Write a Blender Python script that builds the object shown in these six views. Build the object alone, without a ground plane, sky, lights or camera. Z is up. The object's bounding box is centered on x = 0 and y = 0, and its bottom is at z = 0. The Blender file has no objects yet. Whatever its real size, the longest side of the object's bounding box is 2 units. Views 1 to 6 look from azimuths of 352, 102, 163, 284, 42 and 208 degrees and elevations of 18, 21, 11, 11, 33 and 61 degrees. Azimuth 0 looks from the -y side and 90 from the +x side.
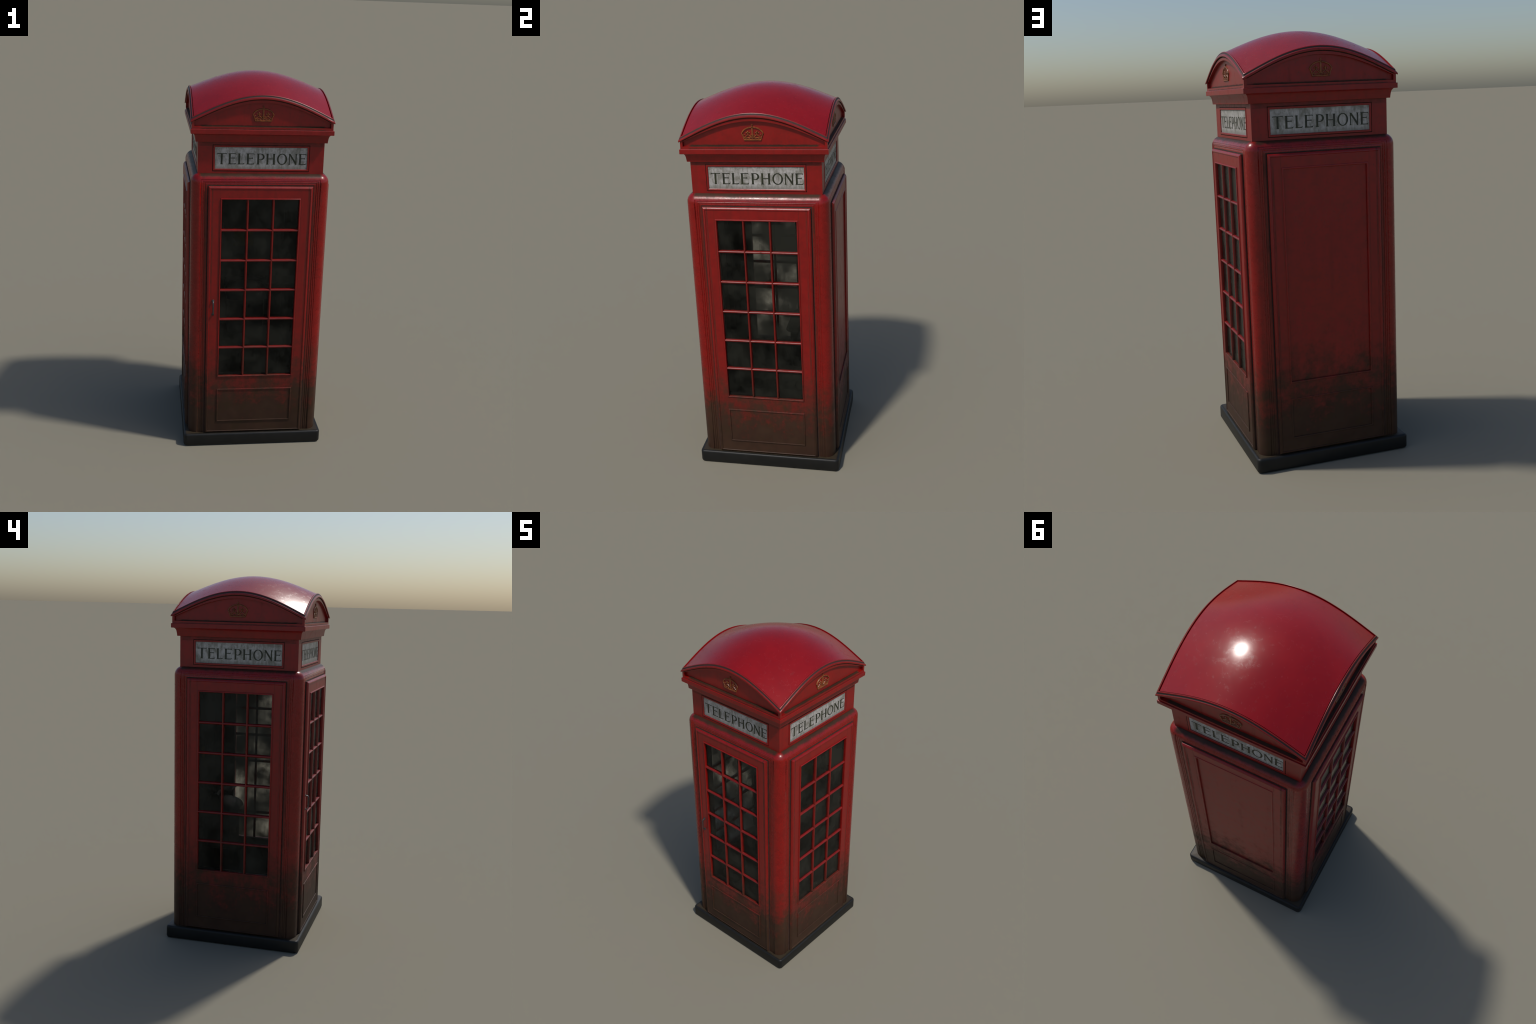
# Weathered red cast-iron telephone kiosk, built part by part.
# Every face of the kiosk is described in face coordinates (s, d, z):
#   s = sideways along the face, d = distance out from the kiosk axis, z = height.
# The face is modelled once for the front (-y) and turned by quarter turns for the others.
import bpy, bmesh, math, random
from mathutils import Vector, Matrix

random.seed(7)
Y0 = 0.003                      # kiosk axis, the door handle makes the front a little longer
QUARTERS = {"front": 0.0, "right": math.pi / 2, "back": math.pi, "left": -math.pi / 2}

# ------------------------------------------------------------------ sizes (metres)
BASE_HALF, BASE_TOP = 0.3793, 0.0690
POST_HALF, POST_CORNER = 0.354, 0.304          # outer face of the corner posts, start of their rounding
DOOR_HALF, DOOR_LOW, DOOR_TOP = 0.2670, 0.0712, 1.4595
DOOR_FACE, DOOR_EDGE = 0.3655, 0.3605
GAP_FLOOR = 0.3505
WIN_HALF, WIN_LOW, WIN_TOP = 0.205, 0.408, 1.399
PANEL_HALF, PANEL_LOW, PANEL_TOP = 0.205, 0.138, 0.337
OPEN_HALF = 0.1975                              # clear glazed opening
OPEN_LOW, OPEN_TOP = WIN_LOW + 0.0075, WIN_TOP - 0.0075
GLASS_D = 0.3555
LINING = 0.320
SHOULDER_LOW, SHOULDER_R, SHOULDER_END = 1.473, 0.046, math.radians(72)
FRIEZE_HALF = 0.3203
ROOF_HALF = 0.3575

# ------------------------------------------------------------------ node helpers
def new_mat(name):
    m = bpy.data.materials.new(name)
    m.use_nodes = True
    nt = m.node_tree
    for n in list(nt.nodes):
        nt.nodes.remove(n)
    out = nt.nodes.new("ShaderNodeOutputMaterial")
    return m, nt, out

class G:
    """small wrapper for wiring node graphs"""
    def __init__(s, nt): s.nt = nt
    def n(s, t, **kw):
        x = s.nt.nodes.new(t)
        for k, v in kw.items(): setattr(x, k, v)
        return x
    def put(s, sock, v):
        if hasattr(v, "is_linked") or isinstance(v, bpy.types.NodeSocket): s.nt.links.new(v, sock)
        else: sock.default_value = v
    def math(s, op, a, b=0.0, c=None, clamp=False):
        x = s.n("ShaderNodeMath", operation=op, use_clamp=clamp)
        s.put(x.inputs[0], a); s.put(x.inputs[1], b)
        if c is not None: s.put(x.inputs[2], c)
        return x.outputs[0]
    def ramp(s, v, lo, hi, a=0.0, b=1.0):
        x = s.n("ShaderNodeMapRange", interpolation_type="SMOOTHSTEP")
        s.put(x.inputs[0], v)
        x.inputs[1].default_value = lo; x.inputs[2].default_value = hi
        x.inputs[3].default_value = a; x.inputs[4].default_value = b
        return x.outputs[0]
    def pos(s):
        return s.n("ShaderNodeNewGeometry").outputs["Position"]
    def noise(s, vec, scale, detail=4.0, rough=0.6, stretch=None, shift=0.0):
        if stretch or shift:
            mp = s.n("ShaderNodeMapping")
            s.put(mp.inputs[0], vec)
            mp.inputs["Scale"].default_value = stretch or (1, 1, 1)
            mp.inputs["Location"].default_value = (shift, shift * 1.7, shift * 0.6)
            vec = mp.outputs[0]
        x = s.n("ShaderNodeTexNoise")
        s.put(x.inputs["Vector"], vec)
        x.inputs["Scale"].default_value = scale
        x.inputs["Detail"].default_value = detail
        x.inputs["Roughness"].default_value = rough
        return x.outputs["Fac"]
    def mix(s, f, a, b):
        x = s.n("ShaderNodeMix", data_type="RGBA")
        s.put(x.inputs[0], f); s.put(x.inputs[6], a); s.put(x.inputs[7], b)
        return x.outputs[2]
    def xyz(s, v):
        x = s.n("ShaderNodeSeparateXYZ"); s.put(x.inputs[0], v)
        return x.outputs
    def bump(s, h, strength, dist):
        x = s.n("ShaderNodeBump")
        s.put(x.inputs["Height"], h)
        x.inputs["Strength"].default_value = strength
        x.inputs["Distance"].default_value = dist
        return x.outputs[0]
    def bsdf(s, **kw):
        x = s.n("ShaderNodeBsdfPrincipled")
        for k, v in kw.items(): s.put(x.inputs[k.replace("_", " ")], v)
        return x

RED_A = (0.258, 0.0026, 0.0016, 1)
RED_B = (0.200, 0.0030, 0.0022, 1)
MUD_A = (0.036, 0.0245, 0.0135, 1)
MUD_B = (0.022, 0.0172, 0.0098, 1)
MOSS = (0.022, 0.0215, 0.0075, 1)

def paint_material(name, foot=1.0, ledges=(), edges=(), stain=0.5, rough=(0.27, 0.46), red_a=RED_A, red_b=RED_B):
    """old gloss paint: mottled red, mud rising from the foot, streaks, dirt lying on named ledges.
    ledges: (z low, z high, furthest distance from the axis, strength)"""
    m, nt, out = new_mat(name); g = G(nt)
    p = g.pos(); x, y, z = g.xyz(p)
    blotch = g.noise(p, 8.0, 7, 0.68)
    blotch2 = g.noise(p, 19.0, 6, 0.7, shift=3.1)
    streak = g.noise(p, 1.0, 5, 0.6, stretch=(34, 34, 2.6), shift=5.0)
    fine = g.noise(p, 95.0, 4, 0.7, shift=1.3)
    red = g.mix(g.ramp(blotch2, 0.35, 0.65), red_b, red_a)
    red = g.mix(g.math("MULTIPLY", g.ramp(fine, 0.40, 0.75), 0.22), red, (0.15, 0.009, 0.006, 1))
    speck = g.noise(p, 150.0, 3, 0.6, shift=11.0)
    red = g.mix(g.math("MULTIPLY", g.ramp(speck, 0.60, 0.72), 0.55), red, (0.060, 0.012, 0.008, 1))
    # mud from the foot
    grit = g.noise(p, 48.0, 5, 0.7, shift=8.0)
    height = g.math("SUBTRACT", 1.0, g.math("DIVIDE", z, 0.77), clamp=True)
    a = g.math("MULTIPLY", height, 1.36)
    a = g.math("MULTIPLY_ADD", g.math("SUBTRACT", blotch, 0.5), 1.2, a)
    a = g.math("MULTIPLY_ADD", g.math("SUBTRACT", blotch2, 0.5), 0.75, a)
    a = g.math("MULTIPLY_ADD", g.math("SUBTRACT", streak, 0.5), 0.35, a)
    a = g.math("MULTIPLY_ADD", g.math("SUBTRACT", grit, 0.5), 0.7, a)
    mud = g.math("MULTIPLY", g.ramp(a, 0.12, 0.98, 0.0, 0.93), foot)
    # scattered stains and dribbles everywhere
    st = g.math("ADD", g.math("MULTIPLY", blotch2, 0.55), g.math("MULTIPLY", streak, 0.55))
    st = g.math("MULTIPLY", g.ramp(st, 0.56, 0.80), stain)
    mask = g.math("MAXIMUM", mud, st)
    # dirt lying on ledges
    ax = g.math("ABSOLUTE", x); ay = g.math("ABSOLUTE", g.math("SUBTRACT", y, Y0))
    r = g.math("MAXIMUM", ax, ay)
    ragged = g.math("MULTIPLY", g.math("SUBTRACT", g.noise(p, 42.0, 6, 0.75, shift=2.0), 0.5), 1.0)
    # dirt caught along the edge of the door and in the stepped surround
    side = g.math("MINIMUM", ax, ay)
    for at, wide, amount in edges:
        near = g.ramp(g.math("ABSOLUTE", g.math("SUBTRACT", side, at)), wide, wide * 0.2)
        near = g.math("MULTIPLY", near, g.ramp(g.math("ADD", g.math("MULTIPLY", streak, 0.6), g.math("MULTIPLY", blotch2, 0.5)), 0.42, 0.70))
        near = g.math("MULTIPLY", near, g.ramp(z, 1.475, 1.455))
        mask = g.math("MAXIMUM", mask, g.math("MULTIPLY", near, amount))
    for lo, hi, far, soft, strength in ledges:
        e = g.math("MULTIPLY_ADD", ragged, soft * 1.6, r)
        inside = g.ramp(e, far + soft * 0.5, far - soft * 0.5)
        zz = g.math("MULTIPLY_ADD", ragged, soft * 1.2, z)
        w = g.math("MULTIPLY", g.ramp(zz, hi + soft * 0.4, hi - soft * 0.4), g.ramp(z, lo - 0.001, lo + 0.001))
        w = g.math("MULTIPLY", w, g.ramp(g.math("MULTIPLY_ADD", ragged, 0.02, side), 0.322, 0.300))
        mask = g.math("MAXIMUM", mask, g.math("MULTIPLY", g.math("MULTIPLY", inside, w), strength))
    mudcol = g.mix(g.ramp(blotch, 0.35, 0.65), MUD_B, MUD_A)
    mudcol = g.mix(g.math("MULTIPLY", g.ramp(g.noise(p, 11.0, 5, 0.6, shift=9.0), 0.52, 0.72), 0.6), mudcol, MOSS)
    col = g.mix(mask, red, mudcol)
    ro = g.math("MULTIPLY_ADD", blotch2, rough[1] - rough[0], rough[0])
    ro = g.math("MULTIPLY_ADD", mask, 0.22, ro)
    nor = g.bump(g.math("ADD", g.math("MULTIPLY", fine, 0.5), blotch2), 0.22, 0.0016)
    b = g.bsdf(Base_Color=col, Roughness=ro, Normal=nor)
    g.put(b.inputs["Specular IOR Level"], g.math("MULTIPLY_ADD", mask, -0.28, 0.50))
    nt.links.new(b.outputs[0], out.inputs[0])
    return m

def roof_material():
    m, nt, out = new_mat("roof_gloss_paint"); g = G(nt)
    p = g.pos()
    soft = g.noise(p, 7.0, 5, 0.6)
    spots = g.noise(p, 30.0, 7, 0.75, shift=4.0)
    fine = g.noise(p, 120.0, 4, 0.7)
    col = g.mix(g.ramp(soft, 0.35, 0.65), (0.232, 0.0030, 0.0048, 1), (0.256, 0.0036, 0.0050, 1))
    col = g.mix(g.math("MULTIPLY", g.ramp(spots, 0.60, 0.74), 0.45), col, (0.10, 0.014, 0.013, 1))
    ro = g.math("ADD", 0.21, g.math("MULTIPLY", g.ramp(spots, 0.48, 0.72), 0.13))
    # fine curled scratches
    w = g.n("ShaderNodeTexVoronoi", feature="DISTANCE_TO_EDGE")
    mp = g.n("ShaderNodeMapping"); g.put(mp.inputs[0], p)
    g.put(w.inputs["Vector"], mp.outputs[0]); w.inputs["Scale"].default_value = 26.0
    sc = g.math("MULTIPLY", g.ramp(w.outputs["Distance"], 0.012, 0.0), g.ramp(g.noise(p, 13.0, 3, 0.5, shift=6.0), 0.60, 0.66))
    col = g.mix(g.math("MULTIPLY", sc, 0.12), col, (0.36, 0.09, 0.09, 1))
    ro = g.math("MULTIPLY_ADD", sc, 0.2, ro)
    nor = g.bump(g.math("ADD", g.math("MULTIPLY", spots, 0.5), g.math("MULTIPLY", fine, 0.05)), 0.04, 0.0010)
    b = g.bsdf(Base_Color=col, Roughness=ro, Normal=nor)
    nt.links.new(b.outputs[0], out.inputs[0])
    return m

def plain_material(name, a, b_, rough, scale=20.0, metallic=0.0, bump=0.1):
    m, nt, out = new_mat(name); g = G(nt)
    p = g.pos()
    f = g.noise(p, scale, 6, 0.65)
    col = g.mix(g.ramp(f, 0.35, 0.65), a, b_)
    b = g.bsdf(Base_Color=col, Roughness=rough, Metallic=metallic, Normal=g.bump(f, bump, 0.002))
    nt.links.new(b.outputs[0], out.inputs[0])
    return m

def plinth_material():
    m, nt, out = new_mat("black_plinth_paint"); g = G(nt)
    p = g.pos(); x, y, z = g.xyz(p)
    f = g.noise(p, 14.0, 6, 0.65)
    s = g.noise(p, 1.0, 4, 0.6, stretch=(70, 70, 4))
    col = g.mix(g.ramp(f, 0.3, 0.7), (0.0075, 0.0075, 0.0072, 1), (0.0105, 0.0102, 0.0094, 1))
    col = g.mix(g.math("MULTIPLY", g.ramp(s, 0.5, 0.8), 0.4), col, (0.016, 0.015, 0.013, 1))
    r = g.math("MAXIMUM", g.math("ABSOLUTE", x), g.math("ABSOLUTE", g.math("SUBTRACT", y, Y0)))
    e = g.math("MULTIPLY_ADD", g.math("SUBTRACT", g.noise(p, 40.0, 5, 0.7), 0.5), 0.012, r)
    d = g.math("MULTIPLY", g.ramp(e, 0.371, 0.361), g.ramp(z, 0.0655, 0.0685))
    col = g.mix(g.math("MULTIPLY", d, 0.85), col, (0.040, 0.028, 0.015, 1))
    b = g.bsdf(Base_Color=col, Roughness=g.math("MULTIPLY_ADD", f, 0.2, 0.38), Normal=g.bump(f, 0.12, 0.002))
    b.inputs["Specular IOR Level"].default_value = 0.3
    nt.links.new(b.outputs[0], out.inputs[0])
    return m

def sign_material():
    m, nt, out = new_mat("opal_sign_glass"); g = G(nt)
    p = g.pos(); x, y, z = g.xyz(p)
    f = g.noise(p, 30.0, 7, 0.7)
    s = g.noise(p, 1.0, 5, 0.65, stretch=(75, 75, 22), shift=2.0)
    mask = g.ramp(g.math("ADD", g.math("MULTIPLY", f, 0.55), g.math("MULTIPLY", s, 0.5)), 0.40, 0.66)
    col = g.mix(mask, (0.45, 0.425, 0.410, 1), (0.185, 0.176, 0.145, 1))
    # dirt creeping in along the lower edge of the pane
    e = g.math("MULTIPLY_ADD", g.math("SUBTRACT", f, 0.5), 0.05, z)
    col = g.mix(g.math("MULTIPLY", g.ramp(e, 1.560, 1.542), 0.55), col, (0.16, 0.155, 0.135, 1))
    col = g.mix(g.math("MULTIPLY", g.ramp(e, 1.632, 1.652), 0.45), col, (0.16, 0.155, 0.135, 1))
    b = g.bsdf(Base_Color=col, Roughness=0.42, Normal=g.bump(f, 0.1, 0.001))
    nt.links.new(b.outputs[0], out.inputs[0])
    return m

def glass_material():
    """thin, very dirty window glass: clear panes under a cloudy dark film"""
    m, nt, out = new_mat("grimy_glass"); g = G(nt)
    p = g.pos()
    cloud = g.noise(p, 6.5, 5, 0.56)
    cloud2 = g.noise(p, 4.2, 3, 0.5, shift=7.7)
    drip = g.noise(p, 1.0, 4, 0.6, stretch=(60, 60, 9), shift=1.1)
    f = g.math("ADD", g.math("MULTIPLY", cloud, 0.75), g.math("MULTIPLY", cloud2, 0.45))
    f = g.math("MULTIPLY_ADD", drip, 0.12, f)
    film = g.ramp(f, 0.50, 0.82, 0.06, 0.86)
    clear = g.bsdf(Base_Color=(0.92, 0.92, 0.89, 1), Roughness=0.0, IOR=1.12)
    clear.inputs["Transmission Weight"].default_value = 1.0
    fcol = g.mix(g.ramp(cloud, 0.35, 0.65), (0.010, 0.011, 0.0085, 1), (0.017, 0.0175, 0.013, 1))
    dirt = g.bsdf(Base_Color=fcol, Roughness=0.38)
    dirt.inputs["Specular IOR Level"].default_value = 0.3
    mx = g.n("ShaderNodeMixShader")
    g.put(mx.inputs[0], film)
    nt.links.new(clear.outputs[0], mx.inputs[1]); nt.links.new(dirt.outputs[0], mx.inputs[2])
    nt.links.new(mx.outputs[0], out.inputs[0])
    return m

def poster_material(name, paper, ink, rows):
    """old notice: paper with rows of small dark print"""
    m, nt, out = new_mat(name); g = G(nt)
    gen = g.n("ShaderNodeTexCoord").outputs["Generated"]
    w = g.n("ShaderNodeTexBrick")
    mp = g.n("ShaderNodeMapping"); g.put(mp.inputs[0], gen)
    mp.inputs["Rotation"].default_value = (math.pi / 2, 0, 0)
    g.put(w.inputs["Vector"], mp.outputs[0])
    w.inputs["Scale"].default_value = rows
    w.inputs["Mortar Size"].default_value = 0.055
    col = g.mix(w.outputs["Fac"], ink, paper)
    col = g.mix(g.ramp(g.noise(gen, 5.0, 5, 0.6), 0.4, 0.7), col, tuple(c * 0.6 for c in paper[:3]) + (1,))
    b = g.bsdf(Base_Color=col, Roughness=0.8)
    nt.links.new(b.outputs[0], out.inputs[0])
    return m

PAINT = paint_material("weathered_red_paint", rough=(0.15, 0.40),
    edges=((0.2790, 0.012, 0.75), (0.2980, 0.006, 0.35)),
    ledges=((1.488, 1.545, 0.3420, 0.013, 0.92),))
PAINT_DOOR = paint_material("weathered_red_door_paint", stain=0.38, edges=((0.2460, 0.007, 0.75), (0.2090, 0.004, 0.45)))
PAINT_BAR = paint_material("weathered_red_bar_paint", stain=0.8, red_a=(0.215, 0.0040, 0.0030, 1), red_b=(0.150, 0.0050, 0.0036, 1), rough=(0.26, 0.40))
PAINT_HEAD = paint_material("weathered_red_head_paint", foot=0.0, stain=0.40,
    ledges=((1.7550, 1.7625, 0.3530, 0.008, 0.92), (1.7440, 1.7475, 0.3545, 0.004, 0.85), (1.655, 1.679, 0.3215, 0.010, 0.6)))  # last band is a darker brown strip along the top of the frieze
ROOF = roof_material()
RIM = paint_material("roof_rim_paint", foot=0.0, stain=0.55, rough=(0.24, 0.40))
RIM_DARK = plain_material("rim_dark_brown", (0.050, 0.010, 0.008, 1), (0.026, 0.014, 0.010, 1), 0.6, 60.0)
MUD = plain_material("painted_crevice_shade", (0.034, 0.014, 0.010, 1), (0.050, 0.022, 0.014, 1), 0.85, 40.0)  # near-black brown bakes occlusion darkness into door sides, gaps and grooves
PLINTH = plinth_material()
SIGN = sign_material()
GLASS = glass_material()
INK = plain_material("sign_lettering_black", (0.013, 0.015, 0.009, 1), (0.028, 0.031, 0.012, 1), 0.45, 55.0)
GILT = plain_material("tarnished_gilt", (0.130, 0.036, 0.010, 1), (0.27, 0.078, 0.020, 1), 0.36, 60.0, 0.0, 0.3)
IRON = plain_material("dark_iron", (0.030, 0.034, 0.034, 1), (0.045, 0.050, 0.048, 1), 0.40, 60.0, 0.25, 0.1)
INSIDE = plain_material("grimy_interior_paint", (0.022, 0.021, 0.016, 1), (0.036, 0.026, 0.020, 1), 0.8, 9.0)
BOARD = plain_material("backboard", (0.045, 0.045, 0.036, 1), (0.065, 0.062, 0.050, 1), 0.7, 7.0)
BAKELITE = plain_material("black_bakelite", (0.010, 0.010, 0.010, 1), (0.014, 0.014, 0.014, 1), 0.55, 20.0)

# ------------------------------------------------------------------ mesh helpers
class Mesh:
    def __init__(s): s.v, s.f, s.m = [], [], []
    def vert(s, p): s.v.append(p); return len(s.v) - 1
    def face(s, idx, mat=0): s.f.append(tuple(idx)); s.m.append(mat)
    def quad(s, a, b, c, d, mat=0): s.face([s.vert(a), s.vert(b), s.vert(c), s.vert(d)], mat)
    def skin(s, rings, mats=None, closed=True, cap_first=False, cap_last=False):
        ids = [[s.vert(p) for p in r] for r in rings]
        for k in range(len(ids) - 1):
            a, b = ids[k], ids[k + 1]; n = len(a)
            for i in range(n if closed else n - 1):
                j = (i + 1) % n
                s.face((a[i], a[j], b[j], b[i]), mats[k] if mats else 0)
        if cap_first: s.face(ids[0][::-1], mats[0] if mats else 0)
        if cap_last: s.face(ids[-1], mats[-1] if mats else 0)
    def build(s, name, mats, angle=35.0, recalc=False):
        me = bpy.data.meshes.new(name)
        me.from_pydata(s.v, [], s.f)
        for mt in mats: me.materials.append(mt)
        me.polygons.foreach_set("material_index", s.m)
        bm = bmesh.new(); bm.from_mesh(me)
        bmesh.ops.remove_doubles(bm, verts=bm.verts, dist=1e-5)
        if recalc: bmesh.ops.recalc_face_normals(bm, faces=bm.faces)
        bm.to_mesh(me); bm.free()
        me.polygons.foreach_set("use_smooth", [True] * len(me.polygons))
        me.set_sharp_from_angle(angle=math.radians(angle))
        me.update()
        return me

def P(s_, d, z):                 # face coordinates of the front -> kiosk coordinates
    return (s_, -d, z)

def rect(hw, lo, hi, d):
    return [P(-hw, d, lo), P(hw, d, lo), P(hw, d, hi), P(-hw, d, hi)]

def rounded_square(half, r, z, n=8):
    c = half - r; pts = []
    for k in range(4):
        a0 = k * math.pi / 2
        cx = c if k in (0, 3) else -c
        cy = c if k in (0, 1) else -c
        for i in range(n + 1):
            a = a0 + math.pi / 2 * i / n
            pts.append((cx + r * math.cos(a), cy + r * math.sin(a), z))
    return pts

def square(half, z):
    return [(half, half, z), (-half, half, z), (-half, -half, z), (half, -half, z)]

def box(m, x0, x1, y0, y1, z0, z1, mat=0, ch=0.0):
    """box with chamfered vertical edges and top/bottom rims"""
    def ring(i, z):
        a, b, c, d = x0 + i, x1 - i, y0 + i, y1 - i
        k = max(ch - i, 0.0) * 0.7
        if ch == 0: return [(a, c, z), (b, c, z), (b, d, z), (a, d, z)]
        return [(a + k, c, z), (b - k, c, z), (b, c + k, z), (b, d - k, z), (b - k, d, z), (a + k, d, z), (a, d - k, z), (a, c + k, z)]
    if ch: rings = [ring(ch, z0), ring(0, z0 + ch), ring(0, z1 - ch), ring(ch, z1)]
    else: rings = [ring(0, z0), ring(0, z1)]
    m.skin(rings, [mat] * len(rings), True, True, True)

ROOT = bpy.data.objects.new("telephone_kiosk", None)
ROOT.empty_display_size = 0.2
ROOT.location = (0, Y0, 0)
bpy.context.scene.collection.objects.link(ROOT)
ROOT["label"] = "weathered red cast iron telephone kiosk with domed roof"
ROOT["category"] = "telephone booth"

def add(name, me, parent=ROOT, loc=(0, 0, 0), turn=0.0):
    o = bpy.data.objects.new(name, me)
    bpy.context.scene.collection.objects.link(o)
    o.parent = parent
    o.location = loc
    o.rotation_euler = (0, 0, turn)
    return o

# ------------------------------------------------------------------ plinth
def plinth():
    m = Mesh()
    H, T = BASE_HALF, BASE_TOP
    prof = [(H - 0.0090, 0.0), (H - 0.0045, 0.0012), (H - 0.0012, 0.0045), (H, 0.0090), (H, T - 0.0105), (H - 0.0010, T - 0.0060),
            (H - 0.0035, T - 0.0026), (H - 0.0070, T - 0.0006), (H - 0.0110, T), (0.30, T + 0.0001)]
    m.skin([rounded_square(h, max(0.021 - (H - h), 0.004), z) for h, z in prof], None, True, True, True)
    return m.build("base_plinth", [PLINTH], 40)
add("base_plinth", plinth())

# ------------------------------------------------------------------ casing: corner posts, shoulder, stepped surrounds
FLUTES = [  # (sideways offset from the door edge, offset above the door top, depth below the post face, painted shade?) from the post inwards
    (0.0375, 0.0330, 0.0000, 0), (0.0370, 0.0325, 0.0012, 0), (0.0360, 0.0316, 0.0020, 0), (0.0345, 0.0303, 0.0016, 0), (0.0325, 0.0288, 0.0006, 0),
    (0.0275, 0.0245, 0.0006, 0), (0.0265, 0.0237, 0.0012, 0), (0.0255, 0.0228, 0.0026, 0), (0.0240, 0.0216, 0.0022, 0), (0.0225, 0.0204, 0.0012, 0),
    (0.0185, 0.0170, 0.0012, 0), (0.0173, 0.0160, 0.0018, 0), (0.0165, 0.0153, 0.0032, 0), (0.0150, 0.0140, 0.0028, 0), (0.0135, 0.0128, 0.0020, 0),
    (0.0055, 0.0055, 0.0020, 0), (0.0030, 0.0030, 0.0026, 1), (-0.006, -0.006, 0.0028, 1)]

def casing():
    m = Mesh()
    low = 0.066
    first_s, first_z = DOOR_HALF + FLUTES[0][0], DOOR_TOP + FLUTES[0][1]
    c = first_s
    n = 10
    # (inset from the post face, height) of the shoulder curve
    sh = [(0.0, low), (0.0, 0.4), (0.0, 0.8), (0.0, 1.2), (0.0, SHOULDER_LOW)]
    for i in range(1, 10):
        a = SHOULDER_END * i / 9
        sh.append((SHOULDER_R * (1 - math.cos(a)), SHOULDER_LOW + SHOULDER_R * math.sin(a)))
    def inset_at(z):
        if z <= SHOULDER_LOW: return 0.0
        return SHOULDER_R * (1 - math.sqrt(max(0.0, 1 - ((z - SHOULDER_LOW) / SHOULDER_R) ** 2)))
    sh.append((inset_at(first_z), first_z)); sh.sort(key=lambda t: (t[1], t[0]))
    def corner(k, inset, z):
        r = POST_HALF - c - inset
        a0 = k * math.pi / 2
        sx = 1 if k in (0, 3) else -1; sy = 1 if k in (0, 1) else -1
        return [(sx * c + r * math.cos(a0 + math.pi / 2 * i / n), sy * c + r * math.sin(a0 + math.pi / 2 * i / n), z) for i in range(n + 1)]
    for k in range(4):
        m.skin([corner(k, i, z) for i, z in sh if z <= first_z + 1e-9], None, False)
    upper = [(i, z) for i, z in sh if z >= first_z - 1e-9]
    rings = []
    for i, z in upper:
        ring = []
        for k in range(4): ring += corner(k, i, z)
        rings.append(ring)
    rings.append([(x * 0.9, y * 0.9, z) for x, y, z in rings[-1]])
    m.skin(rings, None, True)
    # stepped surrounds, open at the foot
    for turn in QUARTERS.values():
        R = Matrix.Rotation(turn, 3, "Z")
        rows = []
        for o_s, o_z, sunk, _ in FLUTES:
            hs, top = DOOR_HALF + o_s, DOOR_TOP + o_z
            dd = POST_HALF - sunk
            side = [P(-hs, dd, low), P(-hs, dd, 1.4400)]
            for z in (SHOULDER_LOW, top):
                side.append(P(-hs, dd - inset_at(min(z, top)), min(z, top) if z < top else top))
            # heights must climb; keep the mid point just under the corner
            if side[2][2] >= top: side[2] = P(-hs, dd, top - 0.001)
            rows.append([tuple(R @ Vector(q)) for q in side + [(-x, y, z) for x, y, z in side[::-1]]])
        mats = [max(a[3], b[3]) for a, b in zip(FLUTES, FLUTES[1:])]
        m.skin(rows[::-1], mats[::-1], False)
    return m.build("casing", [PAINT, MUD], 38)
add("casing", casing())

# ------------------------------------------------------------------ doors and panels
def bead(m, hw, lo, hi, d0, rise, width, inner_d, mat=0):
    """raised half-round moulding around a rectangle, ending at inner_d inside"""
    rows = [rect(hw, lo, hi, d0 - 0.0012)]
    for t in (0.0, 0.12, 0.3, 0.5, 0.7, 0.88, 1.0):
        i = width * t
        rows.append(rect(hw - i, lo + i, hi - i, d0 + rise * math.sqrt(max(0, 1 - (2 * t - 1) ** 2))))
    rows.append(rect(hw - width, lo + width, hi - width, inner_d))
    m.skin(rows, [mat] * len(rows), True)

def door_edge(m):
    """outer side and moulded margin up to the flat face; returns half width, low, high of the flat"""
    F, E = DOOR_FACE, DOOR_EDGE
    prof = [(0.0, GAP_FLOOR - 0.004), (0.0, E - 0.0045), (0.0, E - 0.0006), (0.0006, E + 0.0004), (0.0030, E + 0.0030), (0.0060, E + 0.0055), (0.0085, E + 0.0072),
            (0.0105, E + 0.0078), (0.0122, E + 0.0075), (0.0138, F + 0.0010), (0.0150, F - 0.0006), (0.0166, F)]
    rows = [rect(DOOR_HALF - i, DOOR_LOW + i * 0.8, DOOR_TOP - i, d) for i, d in prof]
    mats = [1] + [0] * (len(rows) - 1)
    m.skin(rows, mats, True)
    i, d = prof[-1]
    return DOOR_HALF - i, DOOR_LOW + i * 0.8, DOOR_TOP - i, d

def flat_with_holes(m, hw, lo, hi, d, holes, mat=0):
    xs = sorted({-hw, hw} | {h for q in holes for h in (-q[0], q[0])})
    zs = sorted({lo, hi} | {h for q in holes for h in (q[1], q[2])})
    for a, b in zip(xs, xs[1:]):
        for e, f in zip(zs, zs[1:]):
            cx, cz = (a + b) / 2, (e + f) / 2
            if any(abs(cx) < q[0] and q[1] < cz < q[2] for q in holes): continue
            m.quad(P(a, d, e), P(b, d, e), P(b, d, f), P(a, d, f), mat)

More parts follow.
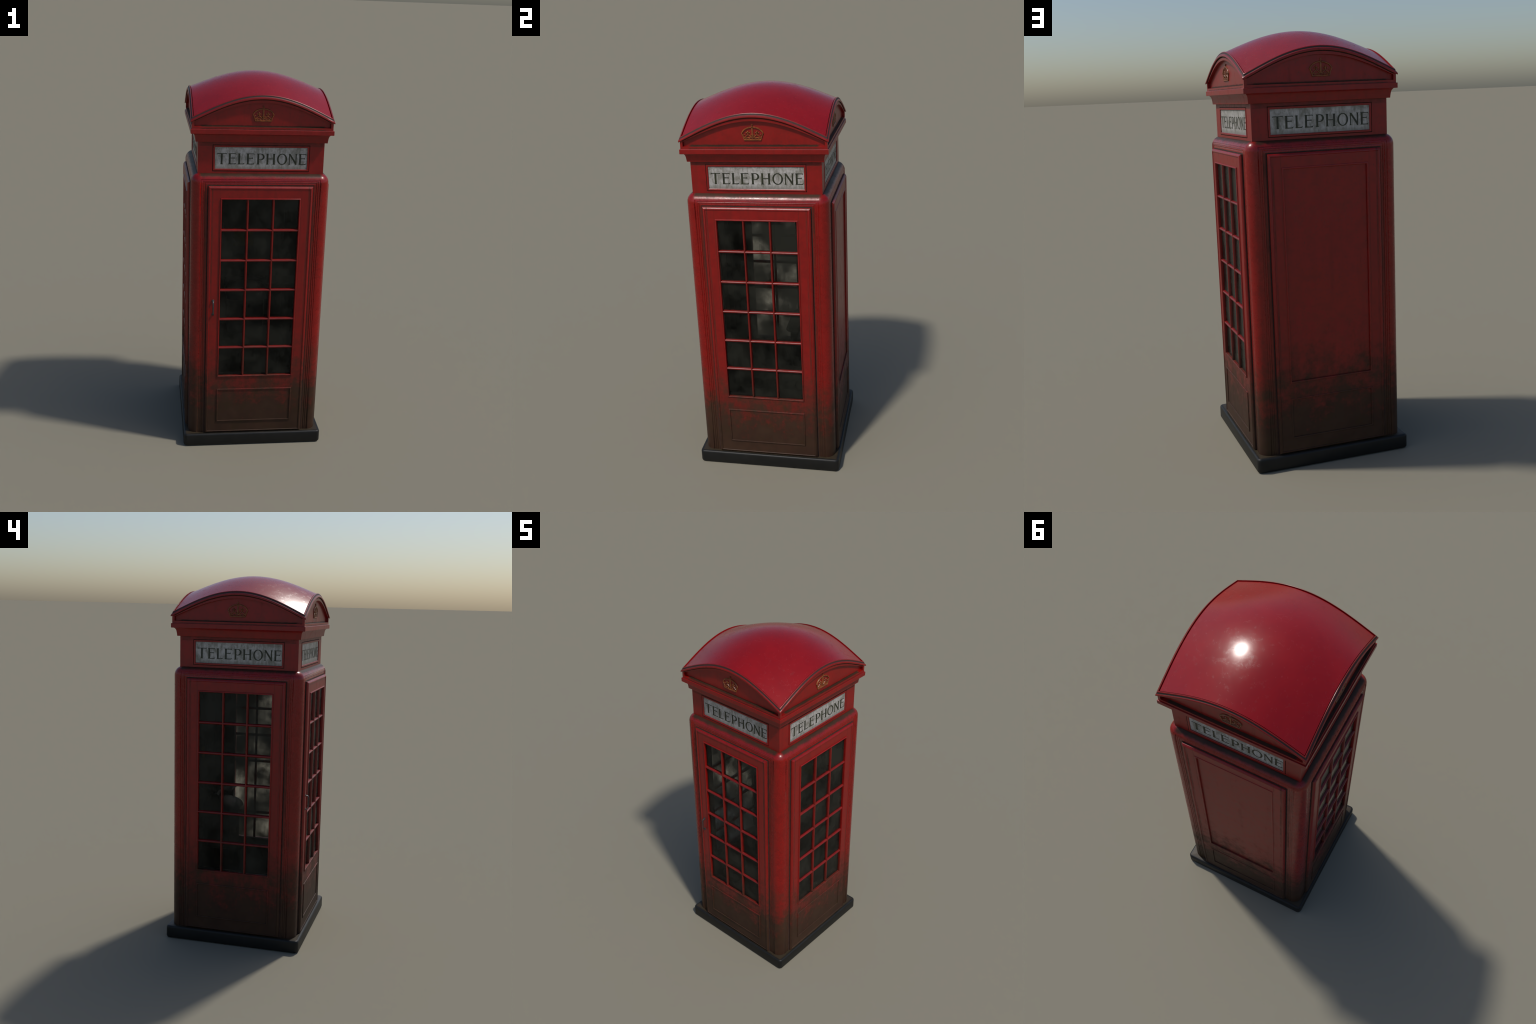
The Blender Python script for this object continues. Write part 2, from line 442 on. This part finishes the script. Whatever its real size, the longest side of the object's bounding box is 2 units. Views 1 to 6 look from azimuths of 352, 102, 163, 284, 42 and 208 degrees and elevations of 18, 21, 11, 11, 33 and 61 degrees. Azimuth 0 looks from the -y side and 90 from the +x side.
def glazed_frame():
    m = Mesh()
    hw, lo, hi, d = door_edge(m)
    flat_with_holes(m, hw, lo, hi, d, [(WIN_HALF, WIN_LOW, WIN_TOP), (PANEL_HALF, PANEL_LOW, PANEL_TOP)])
    bead(m, WIN_HALF, WIN_LOW, WIN_TOP, d, 0.0050, WIN_HALF - OPEN_HALF, GLASS_D - 0.003)
    # inner reveal of the window
    m.skin([rect(OPEN_HALF, OPEN_LOW, OPEN_TOP, GLASS_D - 0.003), rect(OPEN_HALF, OPEN_LOW, OPEN_TOP, LINING - 0.001)], [2, 2], True)
    bead(m, PANEL_HALF, PANEL_LOW, PANEL_TOP, d, 0.0046, 0.0090, d + 0.0004)
    w = 0.0090
    m.face([m.vert(p) for p in rect(PANEL_HALF - w, PANEL_LOW + w, PANEL_TOP - w, d + 0.0004)])
    return m.build("glazed_frame", [PAINT_DOOR, MUD, INSIDE], 32)

def blank_frame():
    m = Mesh()
    hw, lo, hi, d = door_edge(m)
    flat_with_holes(m, hw, lo, hi, d, [(WIN_HALF, WIN_LOW, WIN_TOP), (PANEL_HALF, PANEL_LOW, PANEL_TOP)])
    for h, a, b, sunk in ((WIN_HALF, WIN_LOW, WIN_TOP, 0.0062), (PANEL_HALF, PANEL_LOW, PANEL_TOP, 0.0025)):
        bead(m, h, a, b, d, 0.0026, 0.0090, d - sunk)
        w = 0.0090
        m.face([m.vert(p) for p in rect(h - w, a + w, b - w, d - sunk)])
    return m.build("back_panel", [PAINT_DOOR, MUD], 32)

COLS, ROWS = 3, 6
PITCH_S = 2 * OPEN_HALF / COLS
PITCH_Z = (OPEN_TOP - OPEN_LOW) / ROWS

def bar_profile(w, back):
    """glazing bar cross-section: (across, depth), flared to the glass, rounded nose"""
    g, n = GLASS_D, 0.3680
    return [(-w * 0.66, back), (-w * 0.64, g + 0.0005), (-w * 0.52, g + 0.0060), (-w * 0.36, n - 0.0018), (-w * 0.15, n),
            (w * 0.15, n), (w * 0.36, n - 0.0018), (w * 0.52, g + 0.0060), (w * 0.64, g + 0.0005), (w * 0.66, back)]

def bar_upright():
    m = Mesh()
    pr = bar_profile(0.0100, 0.348)
    m.skin([[P(a, d, z) for a, d in pr] for z in (OPEN_LOW - 0.001, OPEN_TOP + 0.001)], None, True)
    return m.build("upright_bar", [PAINT_BAR], 50)

def bar_cross():
    m = Mesh()
    pr = bar_profile(0.0118, 0.3485)
    m.skin([[P(s_, d - 0.0008, a) for a, d in pr[::-1]] for s_ in (-OPEN_HALF - 0.001, OPEN_HALF + 0.001)], None, True)
    return m.build("cross_bar", [PAINT_BAR], 50)

def pane():
    m = Mesh()
    hs, hz = PITCH_S / 2 - 0.002, PITCH_Z / 2 - 0.002
    box(m, -hs, hs, -0.0012, 0.0012, -hz, hz)
    return m.build("window_pane", [GLASS], 30)

FRAME_ME, BLANK_ME, UP_ME, CROSS_ME, PANE_ME = glazed_frame(), blank_frame(), bar_upright(), bar_cross(), pane()
SIDES = {}
for side, nm in (("front", "door"), ("right", "side_window"), ("left", "side_window")):
    d = SIDES[side] = add(nm, FRAME_ME, turn=QUARTERS[side])
    for i in range(1, COLS):
        add("glazing_bar", UP_ME, d, (-OPEN_HALF + i * PITCH_S, 0, 0))
    for j in range(1, ROWS):
        add("glazing_bar", CROSS_ME, d, (0, 0, OPEN_LOW + j * PITCH_Z))
    for i in range(COLS):
        for j in range(ROWS):
            add("window_pane", PANE_ME, d, (-OPEN_HALF + (i + 0.5) * PITCH_S, -GLASS_D, OPEN_LOW + (j + 0.5) * PITCH_Z))
SIDES["back"] = add("back_panel", BLANK_ME, turn=QUARTERS["back"])

# door handle: a flat pull with two feet
def handle():
    m = Mesh()
    z0, z1, out, base = 0.771, 0.848, 0.3852, DOOR_FACE - 0.003
    path = [(base, z0), (0.3745, z0 + 0.0005), (0.3798, z0 + 0.003), (out - 0.0022, z0 + 0.010), (out - 0.002, (z0 + z1) / 2),
            (out - 0.0022, z1 - 0.010), (0.3798, z1 - 0.003), (0.3745, z1 - 0.0005), (base, z1)]
    rings = []
    for i, (d, z) in enumerate(path):
        a, b = path[max(i - 1, 0)], path[min(i + 1, len(path) - 1)]
        t = Vector((b[0] - a[0], b[1] - a[1])).normalized(); nrm = Vector((-t.y, t.x))
        w = 0.0042 if 1 < i < len(path) - 2 else 0.0058
        ring = []
        for k in range(8):
            an = 2 * math.pi * k / 8 + math.pi / 8
            q = Vector((d, z)) + nrm * 0.0026 * math.sin(an)
            ring.append(P(w * math.cos(an), q.x, q.y))
        rings.append(ring)
    m.skin(rings, None, True, True, True)
    for z in (z0 + 0.001, z1 - 0.001):
        box(m, -0.0062, 0.0062, -(DOOR_FACE + 0.002), -(DOOR_FACE - 0.004), z - 0.0065, z + 0.0065, 0, 0.0012)
    return m.build("handle", [IRON], 40, True)
add("handle", handle(), SIDES["front"], (-0.2335, 0, 0))

# ------------------------------------------------------------------ frieze with signs
SF_HALF, SF_LOW, SF_TOP = 0.2440, 1.5305, 1.6595
SP_HALF, SP_LOW, SP_TOP = 0.2340, 1.5405, 1.6485

def frieze():
    m = Mesh()
    lo, hi = 1.5080, 1.6800
    for turn in QUARTERS.values():
        t = Mesh()
        flat_with_holes(t, FRIEZE_HALF, lo, hi, FRIEZE_HALF, [(SF_HALF + 0.003, SF_LOW - 0.003, SF_TOP + 0.003)])
        e = 0.003
        t.skin([rect(SF_HALF + e, SF_LOW - e, SF_TOP + e, FRIEZE_HALF), rect(SF_HALF + e * 0.8, SF_LOW - e * 0.8, SF_TOP + e * 0.8, FRIEZE_HALF - 0.003),
                rect(SF_HALF - 0.004, SF_LOW + 0.004, SF_TOP - 0.004, FRIEZE_HALF - 0.003)], [1, 1], True)
        R = Matrix.Rotation(turn, 3, "Z"); k = len(m.v)
        m.v += [tuple(R @ Vector(q)) for q in t.v]; m.f += [tuple(i + k for i in f) for f in t.f]; m.m += t.m
    return m.build("frieze", [PAINT_HEAD, MUD], 35)
add("frieze", frieze())

def sign_frame():
    m = Mesh()
    rows = [rect(SF_HALF, SF_LOW, SF_TOP, 0.314), rect(SF_HALF, SF_LOW, SF_TOP, FRIEZE_HALF + 0.0005), rect(SF_HALF - 0.001, SF_LOW + 0.001, SF_TOP - 0.001, FRIEZE_HALF + 0.0018)]
    e = 0.0095
    rows += [rect(SF_HALF - e + 0.002, SF_LOW + e - 0.002, SF_TOP - e + 0.002, FRIEZE_HALF + 0.0018), rect(SF_HALF - e, SF_LOW + e, SF_TOP - e, FRIEZE_HALF + 0.0002),
             rect(SF_HALF - e, SF_LOW + e, SF_TOP - e, 0.314)]
    m.skin(rows, None, True)
    return m.build("sign_frame", [PAINT_HEAD], 35)

def sign_panel():
    m = Mesh()
    m.skin([rect(SP_HALF + 0.003, SP_LOW - 0.003, SP_TOP + 0.003, 0.310), rect(SP_HALF + 0.003, SP_LOW - 0.003, SP_TOP + 0.003, 0.3178)], None, True, True, True)
    return m.build("sign_panel", [SIGN], 35)

def arc(cx, cy, rx, ry, a0, a1, n):
    return [(cx + rx * math.cos(math.radians(a0 + (a1 - a0) * i / n)), cy + ry * math.sin(math.radians(a0 + (a1 - a0) * i / n))) for i in range(n + 1)]

GLYPHS = {  # flared roman capitals, unit height: outlines (outer, holes...)
    "T": [[(0, 1.0), (.84, 1.0), (.85, .885), (.80, .925), (.72, .94), (.49, .94), (.475, .12), (.485, .05), (.515, 0), (.275, 0), (.305, .05), (.315, .12),
           (.32, .94), (.12, .94), (.05, .925), (-.01, .885)]],
    "E": [[(0, 1.0), (.65, 1.0), (.69, .885), (.62, .93), (.55, .94), (.205, .94), (.205, .605), (.46, .605), (.52, .62), (.555, .655), (.555, .485), (.52, .52),
           (.46, .535), (.205, .535), (.205, .065), (.52, .065), (.60, .085), (.70, .15), (.63, 0), (0, 0), (.03, .05), (.045, .12), (.045, .88), (.03, .95)]],
    "L": [[(0, 1.0), (.25, 1.0), (.215, .95), (.205, .88), (.205, .065), (.45, .065), (.53, .085), (.63, .15), (.565, 0), (0, 0), (.03, .05), (.045, .12), (.045, .88), (.03, .95)]],
    "P": [[(0, 1.0), (.36, 1.0)] + arc(.36, .70, .335, .30, 78, -90, 14) + [(.26, .41), (.205, .43), (.205, .12), (.215, .05), (.25, 0), (0, 0), (.03, .05), (.045, .12), (.045, .88), (.03, .95)],
          [(.205, .94), (.33, .94)] + arc(.33, .70, .20, .24, 85, -85, 10) + [(.26, .465), (.205, .49)]],
    "H": [[(0, 1), (.25, 1), (.215, .95), (.205, .88), (.205, .555), (.635, .555), (.635, .88), (.625, .95), (.59, 1), (.84, 1), (.81, .95), (.795, .88), (.795, .12), (.81, .05),
           (.84, 0), (.59, 0), (.625, .05), (.635, .12), (.635, .49), (.205, .49), (.205, .12), (.215, .05), (.25, 0), (0, 0), (.03, .05), (.045, .12), (.045, .88), (.03, .95)]],
    "O": [arc(.46, .5, .46, .515, 0, 350, 35), arc(.46, .5, .315, .445, 0, 348, 29)],
    "N": [[(0, 1), (.20, 1), (.685, .285), (.685, .90), (.67, .96), (.63, 1), (.85, 1), (.81, .96), (.785, .90), (.785, -.015), (.70, -.015), (.155, .80), (.155, .10), (.17, .04),
           (.205, 0), (0, 0), (.05, .04), (.07, .10), (.07, .92), (.04, .97)]],
}
# word laid out as on the original: left edge and width of every letter
LINE = [("T", -0.2225, 0.0470, 0.84), ("E", -0.1668, 0.0395, 0.69), ("L", -0.1190, 0.0350, 0.63), ("E", -0.0755, 0.0408, 0.69), ("P", -0.0228, 0.0398, 0.70),
        ("H", 0.0245, 0.0470, 0.84), ("O", 0.0800, 0.0520, 0.92), ("N", 0.1375, 0.0465, 0.85), ("E", 0.1912, 0.0390, 0.69)]
L_LOW, L_HIGH = 1.5635, 1.6185

def glyph_mesh(ch):
    cu = bpy.data.curves.new("letter_outline", "CURVE")
    cu.dimensions = "2D"; cu.fill_mode = "BOTH"; cu.extrude = 0.5
    for loop in GLYPHS[ch]:
        sp = cu.splines.new("POLY"); sp.points.add(len(loop) - 1); sp.use_cyclic_u = True
        for q, (x, y) in zip(sp.points, loop): q.co = (x, y, 0, 1)
    o = bpy.data.objects.new("letter_outline", cu)
    bpy.context.scene.collection.objects.link(o)
    dg = bpy.context.evaluated_depsgraph_get(); dg.update()
    me = bpy.data.meshes.new_from_object(o.evaluated_get(dg))
    bpy.data.objects.remove(o); bpy.data.curves.remove(cu)
    me.name = "letter_" + ch.lower()
    me.transform(Matrix.Rotation(math.pi / 2, 4, "X"))      # stand up, facing -y
    me.materials.clear(); me.materials.append(INK)
    return me
GLYPH_ME = {c: glyph_mesh(c) for c in "TELPHON"}
FRAME_S, PANEL_S = sign_frame(), sign_panel()
for side, turn in QUARTERS.items():
    add("sign_frame", FRAME_S, turn=turn)
    sp = add("sign_panel", PANEL_S, turn=turn)
    for ch, left, wide, units in LINE:
        o = add("letter", GLYPH_ME[ch], sp, (left, -0.3181, L_LOW))
        o.scale = (wide / units, 0.0010, L_HIGH - L_LOW)

# ------------------------------------------------------------------ cornice
def cornice():
    m = Mesh()
    prof = [(0.300, 1.7450), (0.3535, 1.7450), (0.3540, 1.7428), (0.3575, 1.7428), (0.3587, 1.7417), (0.3587, 1.7212), (0.3577, 1.7200), (0.3460, 1.7194),
            (0.3425, 1.7165), (0.3390, 1.7115), (0.3368, 1.7060), (0.3352, 1.6970), (0.3340, 1.6880), (0.3332, 1.6785), (0.3325, 1.6772), (0.3180, 1.6770), (0.300, 1.6768)]
    m.skin([square(h, z) for h, z in prof][::-1], None, True)
    return m.build("cornice", [PAINT_HEAD], 32)
add("cornice", cornice())

# ------------------------------------------------------------------ roof: a shallow sail vault with a raised rim
def drop(t):
    t = min(abs(t), 1.02)
    return t * t * (1.25 - 0.25 * t * t)
def roof_z(x, y):
    a, b = drop(x / ROOF_HALF), drop(y / ROOF_HALF)
    return 2.0 - 0.0938 * (a + b) - 0.0212 * a * b

def ring_pts(h, dz, n=48):
    pts = []
    for k in range(4):
        for i in range(n):
            t = -1 + 2 * i / n
            x, y = ((h, h * t), (-h * t, h), (-h, -h * t), (h * t, -h))[k]
            pts.append((x, y, roof_z(x, y) + dz))
    return pts

def roof_dome():
    m = Mesh(); n = 48; h = 0.3435
    ids = [[m.vert((h * (-1 + 2 * i / n), h * (-1 + 2 * j / n), roof_z(h * (-1 + 2 * i / n), h * (-1 + 2 * j / n)))) for i in range(n + 1)] for j in range(n + 1)]
    for j in range(n):
        for i in range(n):
            m.face((ids[j][i], ids[j][i + 1], ids[j + 1][i + 1], ids[j + 1][i]))
    m.skin([ring_pts(0.3438, -0.0075), ring_pts(0.3435, 0.0)], None, True)
    return m.build("roof_dome", [ROOF], 35)
add("roof_dome", roof_dome())

def roof_rim():
    m = Mesh()
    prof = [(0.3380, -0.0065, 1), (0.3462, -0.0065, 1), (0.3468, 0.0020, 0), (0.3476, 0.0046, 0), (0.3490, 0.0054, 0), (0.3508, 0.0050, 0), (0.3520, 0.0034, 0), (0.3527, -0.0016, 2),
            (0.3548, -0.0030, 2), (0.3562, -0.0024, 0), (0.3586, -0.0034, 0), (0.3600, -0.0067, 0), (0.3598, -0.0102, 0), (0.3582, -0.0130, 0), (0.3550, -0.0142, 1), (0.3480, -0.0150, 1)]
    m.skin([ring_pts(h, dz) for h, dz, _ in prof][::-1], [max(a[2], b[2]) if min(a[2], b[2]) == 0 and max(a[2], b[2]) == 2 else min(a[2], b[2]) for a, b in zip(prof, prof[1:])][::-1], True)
    return m.build("roof_rim", [RIM, MUD, RIM_DARK], 30)
add("roof_rim", roof_rim())

# ------------------------------------------------------------------ segmental pediments with crowns
PED_D, TYMP_D, PED_LOW, LEDGE = 0.3535, 0.3390, 1.7440, 1.7555
POST_S = 0.3410
def open_z(s_):
    t = s_ / POST_S
    return max(roof_z(s_, ROOF_HALF) - 0.0300 + 0.010 * t * t, LEDGE + 0.002)

def pediment():
    m = Mesh(); n = 44
    ss = [POST_S * math.sin(math.pi / 2 * (-1 + 2 * i / n)) * 0.25 + POST_S * (-1 + 2 * i / n) * 0.75 for i in range(n + 1)]
    top = lambda s_: roof_z(s_, ROOF_HALF) - 0.0175
    d = PED_D
    for a, b in zip(ss, ss[1:]):
        m.quad(P(a, d, open_z(a)), P(b, d, open_z(b)), P(b, d, top(b)), P(a, d, top(a)))
        # quirk coloured dark to draw the occlusion line below the rim, then the soffit of the arch
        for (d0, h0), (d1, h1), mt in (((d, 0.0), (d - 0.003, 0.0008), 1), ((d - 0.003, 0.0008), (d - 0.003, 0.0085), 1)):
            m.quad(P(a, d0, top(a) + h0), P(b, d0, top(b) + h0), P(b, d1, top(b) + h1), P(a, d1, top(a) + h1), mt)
        m.quad(P(a, TYMP_D, open_z(a)), P(b, TYMP_D, open_z(b)), P(b, d, open_z(b)), P(a, d, open_z(a)))
        m.quad(P(a, d, PED_LOW), P(b, d, PED_LOW), P(b, d, LEDGE), P(a, d, LEDGE))
        m.quad(P(a, d, LEDGE), P(b, d, LEDGE), P(b, TYMP_D, LEDGE + 0.002), P(a, TYMP_D, LEDGE + 0.002))
    for sg in (-1, 1):
        a, b = sorted((sg * POST_S, sg * d))
        zs = [PED_LOW, LEDGE, open_z(POST_S)]
        for lo, hi in zip(zs, zs[1:]):
            m.quad(P(a, d, lo), P(b, d, lo), P(b, d, hi), P(a, d, hi))
        m.quad(P(a, d, zs[-1]), P(b, d, zs[-1]), P(b, d, top(b) + 0.007), P(a, d, top(a) + 0.007))
        q = [P(sg * POST_S, TYMP_D, LEDGE), P(sg * POST_S, d, LEDGE), P(sg * POST_S, d, open_z(POST_S)), P(sg * POST_S, TYMP_D, open_z(POST_S))]
        m.quad(*(q if sg < 0 else q[::-1]))
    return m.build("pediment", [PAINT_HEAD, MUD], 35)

def pediment_panel():
    m = Mesh(); n = 30; e = 0.0045
    for i in range(n):
        a, b = (POST_S + 0.003) * (-1 + 2 * i / n), (POST_S + 0.003) * (-1 + 2 * (i + 1) / n)
        m.quad(P(a, TYMP_D, LEDGE - 0.003), P(b, TYMP_D, LEDGE - 0.003), P(b, TYMP_D, open_z(b) + e), P(a, TYMP_D, open_z(a) + e))
    return m.build("pediment_panel", [PAINT_HEAD], 35)

def crown():
    """low-relief crown: jewelled band, two half arches over a central stem, orb with cross"""
    m = Mesh(); d0 = TYMP_D - 0.0006
    def rod(path, r, rise):
        rings = []
        for i, (s_, z) in enumerate(path):
            a, b = path[max(i - 1, 0)], path[min(i + 1, len(path) - 1)]
            t = Vector((b[0] - a[0], b[1] - a[1])).normalized(); nn = Vector((-t.y, t.x))
            rr = (r[i] if isinstance(r, list) else r) * 1.08
            rings.append([P(s_ + nn.x * rr * c, d0 + rise * k, z + nn.y * rr * c) for c, k in ((-1, 0), (-0.85, 0.55), (-0.4, 0.95), (0.4, 0.95), (0.85, 0.55), (1, 0))])
        m.skin([q[::-1] for q in rings], None, False)
        for q, flip in ((rings[0], False), (rings[-1], True)):
            m.face([m.vert(p) for p in (q if flip else q[::-1])])
    def pearl(s_, z, r, rise):
        rings = []
        for i in range(5):
            a = math.pi / 2 * i / 4
            rings.append([P(s_ + r * math.cos(a) * math.cos(2 * math.pi * k / 12), d0 + rise * math.sin(a), z + r * math.cos(a) * math.sin(2 * math.pi * k / 12)) for k in range(12)])
        rings[-1] = [P(s_, d0 + rise, z)] * 12
        m.skin(rings, None, True)
    def curve(p0, p1, p2, n=8):
        return [((1 - t) ** 2 * p0[0] + 2 * t * (1 - t) * p1[0] + t * t * p2[0], (1 - t) ** 2 * p0[1] + 2 * t * (1 - t) * p1[1] + t * t * p2[1]) for t in [i / n for i in range(n + 1)]]
    rod([(-0.0405, 1.7855), (0.0405, 1.7855)], 0.0036, 0.0058)                     # lower band
    rod([(-0.042, 1.7950), (0.042, 1.7950)], 0.0022, 0.0038)                      # upper band
    for k in range(5): pearl(-0.031 + 0.0155 * k, 1.7905, 0.0030, 0.0056)         # jewels
    for sg in (-1, 1):
        rod([(sg * 0.0395, 1.7845), (sg * 0.0440, 1.8000), (sg * 0.0510, 1.8160)], 0.0030, 0.0055)
        rod(curve((sg * 0.0515, 1.8150), (sg * 0.0430, 1.8400), (sg * 0.004, 1.8452)), 0.0034, 0.0062)
        # points of the circlet with fleur heads
        rod([(sg * 0.0390, 1.7960), (sg * 0.0300, 1.8030), (sg * 0.0205, 1.8105)], 0.0026, 0.0046)
        rod([(sg * 0.0030, 1.7965), (sg * 0.0120, 1.8035), (sg * 0.0205, 1.8105)], 0.0026, 0.0046)
        rod([(sg * 0.0205, 1.8080), (sg * 0.0215, 1.8210)], [0.0026, 0.0032], 0.0052)
        pearl(sg * 0.0150, 1.8190, 0.0038, 0.0058); pearl(sg * 0.0290, 1.8185, 0.0038, 0.0058); pearl(sg * 0.0222, 1.8245, 0.0040, 0.0062)
        pearl(sg * 0.0395, 1.8100, 0.0030, 0.0050)
        pearl(sg * 0.0075, 1.8080, 0.0028, 0.0048)
    rod([(0, 1.7960), (0, 1.8080), (0, 1.8260), (0, 1.8430)], [0.0030, 0.0046, 0.0040, 0.0046], 0.0060)   # stem
    pearl(0, 1.8465, 0.0042, 0.0066)
    rod([(0, 1.8470), (0, 1.8600)], 0.0020, 0.0050)                               # cross
    rod([(-0.0048, 1.8560), (0.0048, 1.8560)], 0.0016, 0.0046)
    return m.build("crown", [GILT], 50)

PED_ME, TYMP_ME, CROWN_ME = pediment(), pediment_panel(), crown()
for side, turn in QUARTERS.items():
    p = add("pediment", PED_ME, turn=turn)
    add("pediment_panel", TYMP_ME, p)
    add("crown", CROWN_ME, p)

# ------------------------------------------------------------------ interior
def lining():
    m = Mesh(); L = LINING; lo, hi = 0.0725, 1.500
    for side, turn in QUARTERS.items():
        t = Mesh()
        flat_with_holes(t, L, lo, hi, L, [] if side == "back" else [(OPEN_HALF, OPEN_LOW, OPEN_TOP)])
        R = Matrix.Rotation(turn, 3, "Z"); k = len(m.v)
        m.v += [tuple(R @ Vector(q)) for q in t.v]; m.f += [tuple(i + k for i in f) for f in t.f]; m.m += t.m
    m.quad((-L, -L, lo), (L, -L, lo), (L, L, lo), (-L, L, lo))
    m.quad((-L, -L, hi), (L, -L, hi), (L, L, hi), (-L, L, hi))
    return m.build("interior_lining", [INSIDE], 35)
add("interior_lining", lining())

def simple_box(name, mat, dims, ch=0.0):
    m = Mesh(); box(m, *dims, 0, ch)
    return m.build(name, [mat], 35)

board = add("backboard", simple_box("backboard", BOARD, (-0.24, 0.24, 0.305, 0.318, 0.50, 1.42), 0.003))
NOTICES = [  # s centre, z centre, width, height, paper, ink, rows
    (-0.005, 1.235, 0.120, 0.026, (0.16, 0.16, 0.14, 1), (0.02, 0.02, 0.02, 1), 9),
    (-0.005, 0.985, 0.120, 0.085, (0.22, 0.19, 0.03, 1), (0.06, 0.03, 0.01, 1), 5),
    (0.165, 0.985, 0.115, 0.075, (0.20, 0.20, 0.18, 1), (0.03, 0.03, 0.03, 1), 8),
    (0.125, 1.190, 0.100, 0.150, (0.14, 0.14, 0.12, 1), (0.04, 0.04, 0.035, 1), 10),
    (-0.150, 1.020, 0.055, 0.130, (0.17, 0.18, 0.20, 1), (0.03, 0.03, 0.03, 1), 12)]
for k, (sx, zc, w, h, paper, ink, rows) in enumerate(NOTICES):
    add("notice", simple_box("notice", poster_material("notice_paper", paper, ink, rows), (sx - w / 2, sx + w / 2, 0.3035, 0.3052, zc - h / 2, zc + h / 2)), board)

def telephone():
    m = Mesh()
    # coin box
    box(m, -0.105, 0.105, 0.145, 0.305, 0.44, 0.66, 0, 0.008)
    # hooded top
    rows = []
    for i in range(9):
        a = math.pi / 2 * i / 8
        r, z = math.cos(a), 0.664 + 0.062 * math.sin(a)
        hx, y_front, y_back = 0.118 * (0.35 + 0.65 * r), 0.225 - 0.105 * r, 0.304
        rows.append([(-hx, y_front + 0.02, z), (-hx * 0.8, y_front, z), (hx * 0.8, y_front, z), (hx, y_front + 0.02, z), (hx, y_back, z), (-hx, y_back, z)])
    m.skin(rows, None, True, True, True)
    return m.build("telephone", [BAKELITE], 40, True)
tel = add("telephone", telephone(), loc=(0.0, -0.05, 0.02))
def handset():
    m = Mesh(); rings = []
    for i in range(15):
        t = i / 14; a = (t - 0.5) * 1.9
        c = (0.15 * math.sin(a), 0.215 + 0.02 * math.cos(a), 0.735 + 0.045 * math.cos(a) - 0.02)
        r = 0.012 + 0.016 * abs(2 * t - 1) ** 4
        rings.append([(c[0], c[1] + r * math.cos(2 * math.pi * k / 10), c[2] + r * math.sin(2 * math.pi * k / 10)) for k in range(10)])
    m.skin(rings, None, True, True, True)
    return m.build("handset", [BAKELITE], 50, True)
add("handset", handset(), tel)
add("shelf", simple_box("shelf", plain_material("worn_shelf", (0.06, 0.06, 0.05, 1), (0.10, 0.10, 0.085, 1), 0.5, 30.0), (0.125, 0.318, 0.17, 0.306, 0.742, 0.752), 0.002))
